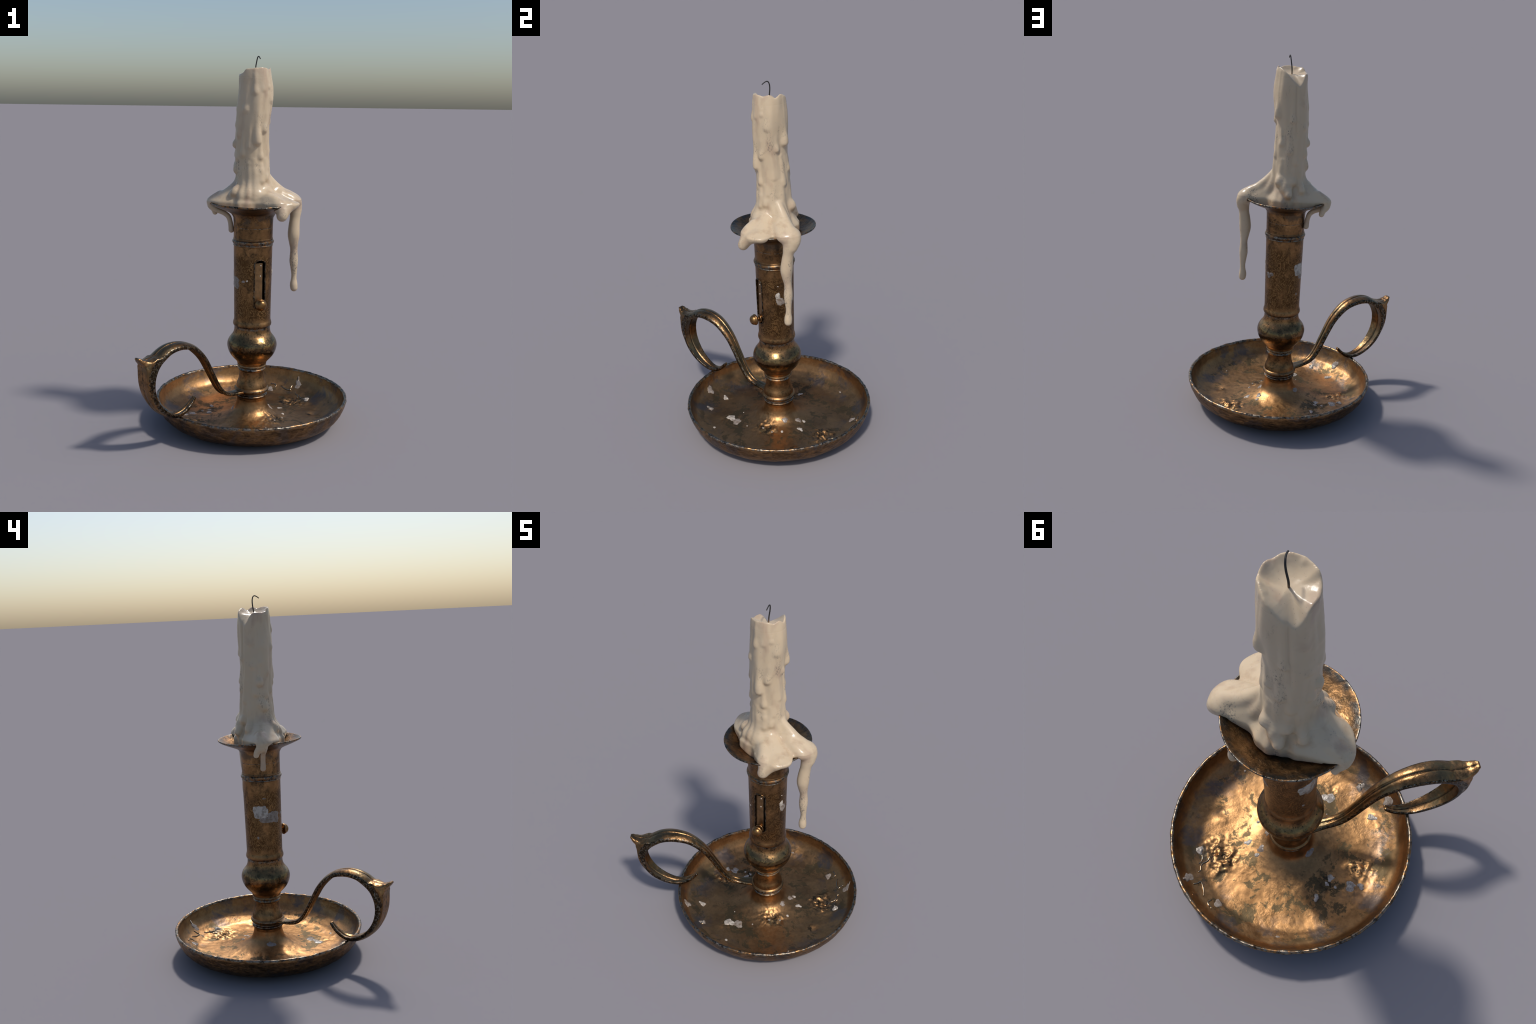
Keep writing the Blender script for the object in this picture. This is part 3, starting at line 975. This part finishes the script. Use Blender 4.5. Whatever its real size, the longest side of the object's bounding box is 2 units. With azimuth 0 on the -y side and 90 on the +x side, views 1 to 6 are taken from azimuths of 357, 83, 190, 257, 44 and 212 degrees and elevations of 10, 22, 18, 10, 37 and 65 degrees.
def build_wax():
    h = 0.0036
    fld = Field((-0.29, -0.235, 0.705), (0.30, 0.20, 1.975), h)
    # shaft with fluting, its burnt cup, and the skirt of melted wax
    s, (X, Y, Z) = fld.block((-0.29, -0.235, 1.10), (0.30, 0.20, 1.975))
    cx, cy = shaft_centre(Z)
    px, py = X - cx, Y - cy
    r = np.sqrt(px * px + py * py)
    th = np.arctan2(py, px)
    deg = np.degrees(th)
    R = SHAFT_R(Z)
    flute = (0.0026 * np.sin(5 * th + 1.0 + 2.0 * np.sin(Z * 5)) + 0.0012 * np.sin(9 * th + 0.6 + 3 * np.sin(Z * 3.3 + 1))
             + 0.0004 * np.sin(16 * th + 2.0 + 4 * np.sin(Z * 4 + 2)))
    flute += 0.0022 * wobble((X, Y, Z * 0.5), 34, 3)
    flute += 0.0036 * wobble((X * 1.0, Y * 1.0, Z * 0.85), 27, 21) * smoothstep(1.93, 1.84, Z) * smoothstep(1.30, 1.42, Z)
    flute *= (0.35 + 0.65 * smoothstep(1.40, 1.62, Z)) * (1 - 0.6 * smoothstep(1.84, 1.93, Z))
    flute -= 0.006 * np.exp(-((deg - 118) / 5.0) ** 2) * smoothstep(1.52, 1.62, Z)          # crease below the notch
    shaft = r - (R + flute)
    ztop = top_of(deg)
    bowl = 1.900 + (ztop + 0.003 - 1.900) * np.clip(r / 0.079, 0, 1.1) ** np.where(ztop > 1.898, 2.5, 1.45)
    shaft = smax(shaft, (Z - bowl) * 0.75, 0.008)
    rr = np.sqrt(X * X + Y * Y)
    tt = np.degrees(np.arctan2(Y, X))
    foot = foot_of(tt)
    # scalloped folds where the skirt lies inside the mouth
    tr = np.radians(tt)
    fold = (np.sin(tr * 9 + 0.7 + 1.5 * np.sin(tr * 2)) * 0.004 + np.sin(tr * 14 + 2 * np.sin(tr * 3 + 1)) * 0.0025)
    fold = fold * np.clip((0.25 - foot) / 0.08, 0.25, 1)
    zt = skirt_top(tt)
    t = np.clip((zt - Z) / (zt - 1.238), 0, 1)
    g = SKIRT_G((zt - Z) / (zt - 1.238))
    skirt_r = 0.072 + (foot - 0.072) * g + fold * smoothstep(0.2, 0.8, t)
    skirt_r -= 0.030 * np.clip((1.236 - Z) / 0.04, 0, 1.5) ** 2 * (foot > 0.2)
    slope = 1.0 / np.sqrt(1 + ((foot - 0.072) * 1.65 * np.clip(t, 0.02, 1) ** 0.65 / (zt - 1.238)) ** 2 * (t < 1))
    skirt = (rr - skirt_r) * np.clip(slope, 0.35, 1)
    skirt = smax(skirt, (mouth_z(rr) - 0.004 - Z), 0.018)
    skirt = smax(skirt, Z - 1.41, 0.02)
    d = smin(shaft, skirt, 0.020)
    metin = np.array(STEM_MOUTH[:9][::-1] + [(0.2265, 1.2275), (0.30, 1.2290)])
    rin = np.interp(Z, metin[:, 1], metin[:, 0]) - 0.0015
    d = np.where((Z < 1.2285) & (rr < 0.2275), np.maximum(d, (rr - rin) * 0.7), d)
    fld.F[s] = np.minimum(fld.F[s], d)
    # frozen runs
    for a, z0, z1, ra, rb, outw in RUNS:
        pts = []
        for k in range(17):
            f = k / 16
            z = z0 + (z1 - z0) * f
            aa = math.radians(a + 4.0 * (math.sin(9 * z + a) - math.sin(9 * z1 + a)))
            c0, c1 = shaft_centre(z)
            swell = smoothstep(0.50, 0.97, f) ** 1.5
            rad = ra * (0.6 + 0.4 * f) + (rb * 1.04 - ra) * swell
            q = np.interp(z, [1.4, 1.93], [0.0875, 0.083]) - rad * 0.78 + (max(outw, -.003) + .003) * (0.25 * f + 0.75 * swell) - 0.005 * (1 - smoothstep(0, 0.35, f)) \
                + max(0.0, 1.36 - z) * 0.22
            pts.append((c0 + q * math.cos(aa), c1 + q * math.sin(aa), z, rad))
        fld.chain(pts, 0.020 if z1 < 1.375 else 0.011)
    # long icicle that hangs free of the stem
    fld.chain([(.078, .022, 1.365, .018), (.112, .036, 1.318, .026), (.155, .048, 1.280, .029), (.196, .058, 1.256, .033), (.222, .061, 1.226, .037),
               (.230, .058, 1.205, .036),
               (.233, .050, 1.180, .033), (.230, .044, 1.140, .0285), (.226, .039, 1.100, .0305), (.2235, .034, 1.050, .0325),
               (.2245, .035, 1.010, .0265), (.2270, .039, .968, .0205), (.2275, .040, .930, .0225), (.2275, .039, .900, .0235),
               (.2290, .038, .865, .0195), (.2305, .039, .828, .0155), (.2300, .038, .800, .0160), (.2295, .036, .770, .0210),
               (.2310, .0345, .750, .0205)], 0.016, dense=4)
    fld.chain([(.150, .010, 1.272, .024), (.190, .012, 1.255, .028), (.218, .018, 1.238, .030), (.226, .045, 1.230, .034),
               (.222, .075, 1.234, .032)], 0.025)
    fld.chain([(.205, .085, 1.236, .026), (.236, .082, 1.212, .026), (.240, .070, 1.180, .022)], 0.02)
    # short fat drip at the front
    fld.chain([(.080, -.112, 1.262, .028), (.116, -.146, 1.240, .033), (.136, -.164, 1.212, .029), (.141, -.173, 1.190, .026),
               (.141, -.1790, 1.177, .0235)], 0.020)
    fld.chain([(.120, -.155, 1.222, .026), (.152, -.140, 1.222, .026), (.180, -.105, 1.230, .022)], 0.022)
    fld.chain([(.185, -.140, 1.222, .023), (.165, -.160, 1.203, .024), (.148, -.175, 1.184, .024), (.142, -.179, 1.177, .0235)], 0.020)
    # drips at the back: one free, one that creeps back to the stem
    fld.chain([(-.180, .040, 1.262, .026), (-.220, .040, 1.232, .028), (-.226, .048, 1.208, .024), (-.214, .064, 1.186, .0175),
               (-.208, .070, 1.166, .0150)], 0.016)
    fld.chain([(-.225, .030, 1.206, .020), (-.196, .024, 1.184, .015), (-.162, .019, 1.170, .014), (-.136, .0165, 1.150, .014),
               (-.125, .0155, 1.120, .0135), (-.121, .0145, 1.095, .0145), (-.119, .0150, 1.076, .0160)], 0.010)
    # the metal of the mouth displaces the wax
    s, (X, Y, Z) = fld.block((-0.25, -0.235, 1.0), (0.25, 0.20, 1.24))
    rr = np.sqrt(X * X + Y * Y)
    met = metin
    rin = np.interp(Z, met[:, 1], met[:, 0]) - 0.0015
    out = np.array(STEM_UPPER[-11:] + STEM_LIP[:2])
    rout = np.interp(Z, out[:, 1], out[:, 0]) - 0.001
    fld.F[s] = np.where((Z < 1.2268) & (rr < rout) & (rr > rin - 0.02), np.maximum(fld.F[s], (rr - rin) * 0.7), fld.F[s])
    V, Q = surface_nets(fld.F, (fld.lo[0] + AX, fld.lo[1] + AY, fld.lo[2]), h)
    me = mesh_from_quads("wax", V, Q)
    bm = bmesh.new()
    bm.from_mesh(me)
    for _ in range(2):
        bmesh.ops.smooth_vert(bm, verts=bm.verts, factor=0.4, use_axis_x=True, use_axis_y=True, use_axis_z=True)
    bmesh.ops.recalc_face_normals(bm, faces=bm.faces)
    bm.to_mesh(me)
    bm.free()
    me.polygons.foreach_set("use_smooth", [True] * len(me.polygons))
    nv = len(me.vertices)
    N = np.zeros(nv * 3, np.float32)
    me.vertices.foreach_get("normal", N)
    N = N.reshape(-1, 3)
    C = np.zeros(nv * 3, np.float32)
    me.vertices.foreach_get("co", C)
    C = C.reshape(-1, 3)
    L = np.zeros(len(me.loops), np.int32)
    me.loops.foreach_get("vertex_index", L)
    Q = L.reshape(-1, 4)
    m = C[Q].mean(1) - np.array([AX, AY, 0], np.float32)
    rad = np.hypot(m[:, 0], m[:, 1])
    low = (m[:, 2] < 1.196)
    region = np.where(m[:, 2] > 1.385, 0, 1)
    region[low & (m[:, 0] > 0.17) & (m[:, 1] > -0.04)] = 2
    region[low & (m[:, 1] < -0.12) & (rad > 0.19)] = 3
    region[low & (m[:, 0] < -0.185) & (m[:, 1] > 0.045)] = 4
    region[low & (m[:, 0] < -0.1) & (rad < 0.20) & (rad > 0.098) & (m[:, 1] > -0.02) & (m[:, 1] < 0.05) & (m[:, 2] < 1.178)] = 5
    names = ["candle_shaft", "melted_wax", "wax_drip", "wax_drip.001", "wax_drip.002", "wax_drip.003"]
    for k, nm in enumerate(names):
        q = Q[region == k]
        if not len(q):
            continue
        used, inv = np.unique(q, return_inverse=True)
        sub = mesh_from_quads(nm, C[used], inv.reshape(-1, 4))
        ob = link(nm, sub, CANDLE, M_WAX)
        sub.normals_split_custom_set_from_vertices([tuple(x) for x in N[used]])
    bpy.data.meshes.remove(me)


build_wax()

# ---- wick ----------------------------------------------------------------
WICK = smooth_profile([(.0335, .002, 1.880), (.0338, .003, 1.905), (.034, .0045, 1.925), (.036, .0068, 1.947), (.0392, .0070, 1.966),
                       (.0425, .0045, 1.983), (.0458, -.0015, 1.9940), (.0496, -.0109, 1.9968), (.0535, -.0225, 1.9920),
                       (.0571, -.0346, 1.9836)], 6)
tube_along("wick", WICK, [0.0036 * (1 - 0.25 * i / len(WICK)) for i in range(len(WICK))], CANDLE, M_WICK, 8)


# ---- wax splashes on pan, stem and handle --------------------------------
def splash_patch(name, parent, mat, place, size, height, seed, ragged=0.25, aspect=1.0, turn=0.0, sink=0.0015, square=False):
    """low puddle with a ragged outline; place(a, b, lift) maps flat coordinates onto the carrier"""
    rg = np.random.default_rng(seed)
    na, nr = 44, 9
    ph = rg.uniform(0, 6.28, 6)
    V, F = [], []
    ca, sa = math.cos(turn), math.sin(turn)
    for i in range(nr + 1):
        f = i / nr
        for k in range(na):
            a = 2 * math.pi * k / na
            out = 1 + ragged * (0.55 * math.sin(2 * a + ph[0]) + 0.45 * math.sin(3 * a + ph[1]) + 0.18 * math.sin(5 * a + ph[2])
                                + 0.10 * math.sin(8 * a + ph[3]))
            if square:
                out *= 1 / (math.cos(a) ** 4 + math.sin(a) ** 4) ** (1 / 4)
            out *= 1 + (0.35 * ragged + (0.16 if square else 0)) * mnoise.noise(Vector((math.cos(a) * 3 + seed, math.sin(a) * 3, seed * 1.3)))
            x, y = size * out * f * math.cos(a) * aspect, size * out * f * math.sin(a)
            x, y = x * ca - y * sa, x * sa + y * ca
            dome = (1 - f ** 3)
            lump = 0.75 + 0.5 * mnoise.noise(Vector((x * 0.9 / size * 1.6 + seed, y / size * 1.6, seed * 0.37)))
            lump += 0.25 * mnoise.noise(Vector((x / size * 4 + seed, y / size * 4, seed * 0.11)))
            V.append(place(x, y, height * dome * lump - sink * (f ** 4)))
    for i in range(nr):
        for k in range(na):
            l = (k + 1) % na
            F.append((i * na + k, i * na + l, (i + 1) * na + l, (i + 1) * na + k))
    under = [tuple(place(size * 0.0, 0, -0.003))]
    base = nr * na
    V.append(Vector(under[0]))
    c = len(V) - 1
    for k in range(na):
        F.append((base + k, base + (k + 1) % na, c))
    me = mesh_from(name, V, F)
    bm = bmesh.new()
    bm.from_mesh(me)
    bmesh.ops.remove_doubles(bm, verts=bm.verts[:na], dist=1e-6)
    bmesh.ops.recalc_face_normals(bm, faces=bm.faces)
    bm.to_mesh(me)
    bm.free()
    return link(name, me, parent, mat)


def on_pan(x0, y0):
    def place(a, b, lift):
        x, y = x0 + a, y0 + b
        r = math.hypot(x, y)
        z = pan_floor(r)
        d = (pan_floor(r + 0.004) - pan_floor(r - 0.004)) / 0.008
        l = math.sqrt(1 + d * d)
        return Vector((AX + x - lift * d / l * x / r, AY + y - lift * d / l * y / r, z + lift / l))
    return place


def on_stem(deg, z0, R=None):
    def place(a, b, lift):
        z = z0 + b
        rad = 0.1003 + (z - 0.5935) * 0.0131 + 0.0003 + lift
        th = math.radians(deg) + a / 0.104
        return Vector((AX + rad * math.cos(th), AY + rad * math.sin(th), z))
    return place


# (x, y, size, height, aspect, turn, thin)
PAN_SPLASH = [(-0.261, -0.295, .0165, .0055, 1.25, 0.6, 0), (-0.040, -0.280, .029, .0052, 1.0, 0.4, 0), (0.008, -0.256, .030, .0035, 1.15, -.5, 1),
              (-0.145, -0.401, .019, .0035, 1.1, 0.3, 1), (-0.294, -0.383, .017, .0025, 1.4, 2.2, 1), (0.048, -0.389, .0095, .0025, 1.2, 0, 0),
              (0.072, -0.199, .0055, .0045, 1.0, 0, 0), (-0.075, -0.204, .0038, .003, 1, 0, 0), (0.098, 0.100, .015, .0030, 1.3, .8, 1),
              (0.168, 0.098, .015, .0030, 1.2, 0.2, 0), (0.178, -0.010, .0085, .006, 1.0, 0, 0), (0.124, -0.112, .007, .003, 1.2, 1, 1),
              (0.109, 0.019, .012, .0020, 1.6, 1.4, 1), (0.337, 0.239, .0175, .0075, 1.15, 0.5, 0), (0.133, 0.409, .016, .0022, 1.5, 2.4, 1),
              (0.300, 0.381, .018, .0020, 1.5, 2.0, 1), (-0.240, 0.056, .0140, .0045, 1.6, 1.5, 0), (-0.238, 0.086, .012, .0040, 1.2, 0.2, 0),
              (-0.276, 0.080, .0085, .0040, 1.0, 0, 0), (-0.227, 0.164, .0125, .0040, 1.3, 2.0, 0), (-0.332, 0.038, .026, .0050, 1.1, 0.4, 0),
              (-0.372, 0.020, .016, .0075, 1.0, 0, 0), (-0.106, 0.010, .010, .0020, 3.2, 1.4, 1), (-0.287, -0.386, .011, .002, 1.6, 2.3, 1),
              (-0.142, -0.403, .013, .005, 1.0, 0.9, 0), (-0.180, 0.400, .018, .0015, 1.5, .4, 1), (0.365, -0.20, .006, .002, 1, 0, 1),
              (0.169, -0.066, .006, .005, 1.2, .3, 0), (0.10, 0.13, .010, .003, 1.2, .4, 0)]
for i, (x, y, s, hh, asp, turn, thin) in enumerate(PAN_SPLASH):
    splash_patch("wax_splash", STICK, M_SMEAR if thin else M_SPLASH, on_pan(x, y), s, hh, i + 1, 0.34 if s > 0.01 else 0.15, asp, turn)

# (angle, height, half size, relief, aspect, turn, thin)
STEM_SPLASH = [(160, .829, .041, .0030, 1.10, 0.08, 0), (-158, .798, .037, .0018, 1.10, -0.05, 1), (174, .784, .018, .0016, 2.2, 0.0, 1),
               (149, .683, .0095, .0016, .8, 0, 1), (-110, .813, .0055, .0022, 1.2, 0, 0), (-122, .808, .008, .0014, 1.5, 0, 1),
               (0, .846, .019, .0042, .8, 0.2, 0), (7, .813, .026, .0018, 0.95, .1, 1), (60, .800, .012, .0016, 1.3, .2, 1), (46, .79, .020, .0014, .8, .6, 1),
               (1, .904, .0035, .002, 1.3, 0, 0), (172, .905, .005, .0012, 2.4, 0, 1)]
for i, (d, z, s, hh, asp, turn, thin) in enumerate(STEM_SPLASH):
    big = s > 0.015
    splash_patch("wax_splash", STEM, M_SMEAR if thin else M_SPLASH, on_stem(d, z), s, hh, 60 + i, 0.12 if big else .18, asp, turn, square=big)

# squiggles of wax thread on the pan
THREADS = [[(.283, .239), (.281, .262), (.292, .285), (.291, .303), (.282, .318), (.284, .333)],
           [(.318, .252), (.306, .268), (.302, .285), (.306, .298)],
           [(.201, .416), (.218, .392), (.236, .374), (.252, .366), (.256, .378), (.267, .394)],
           [(.164, .411), (.171, .428), (.160, .440), (.146, .443), (.140, .449)],
           [(-.155, -.392), (-.145, -.402), (-.140, -.412), (-.128, -.407)]]
for th in THREADS:
    pts = smooth_profile(th, 6)
    P = []
    for i, (x, y) in enumerate(pts):
        P.append(on_pan(x, y)(0, 0, 0.0012))
    tube_along("wax_thread", P, [0.0032 * (0.55 + 0.45 * math.sin(math.pi * (0.1 + 0.8 * i / (len(P) - 1)))) for i in range(len(P))],
               STICK, M_THREAD, 8)
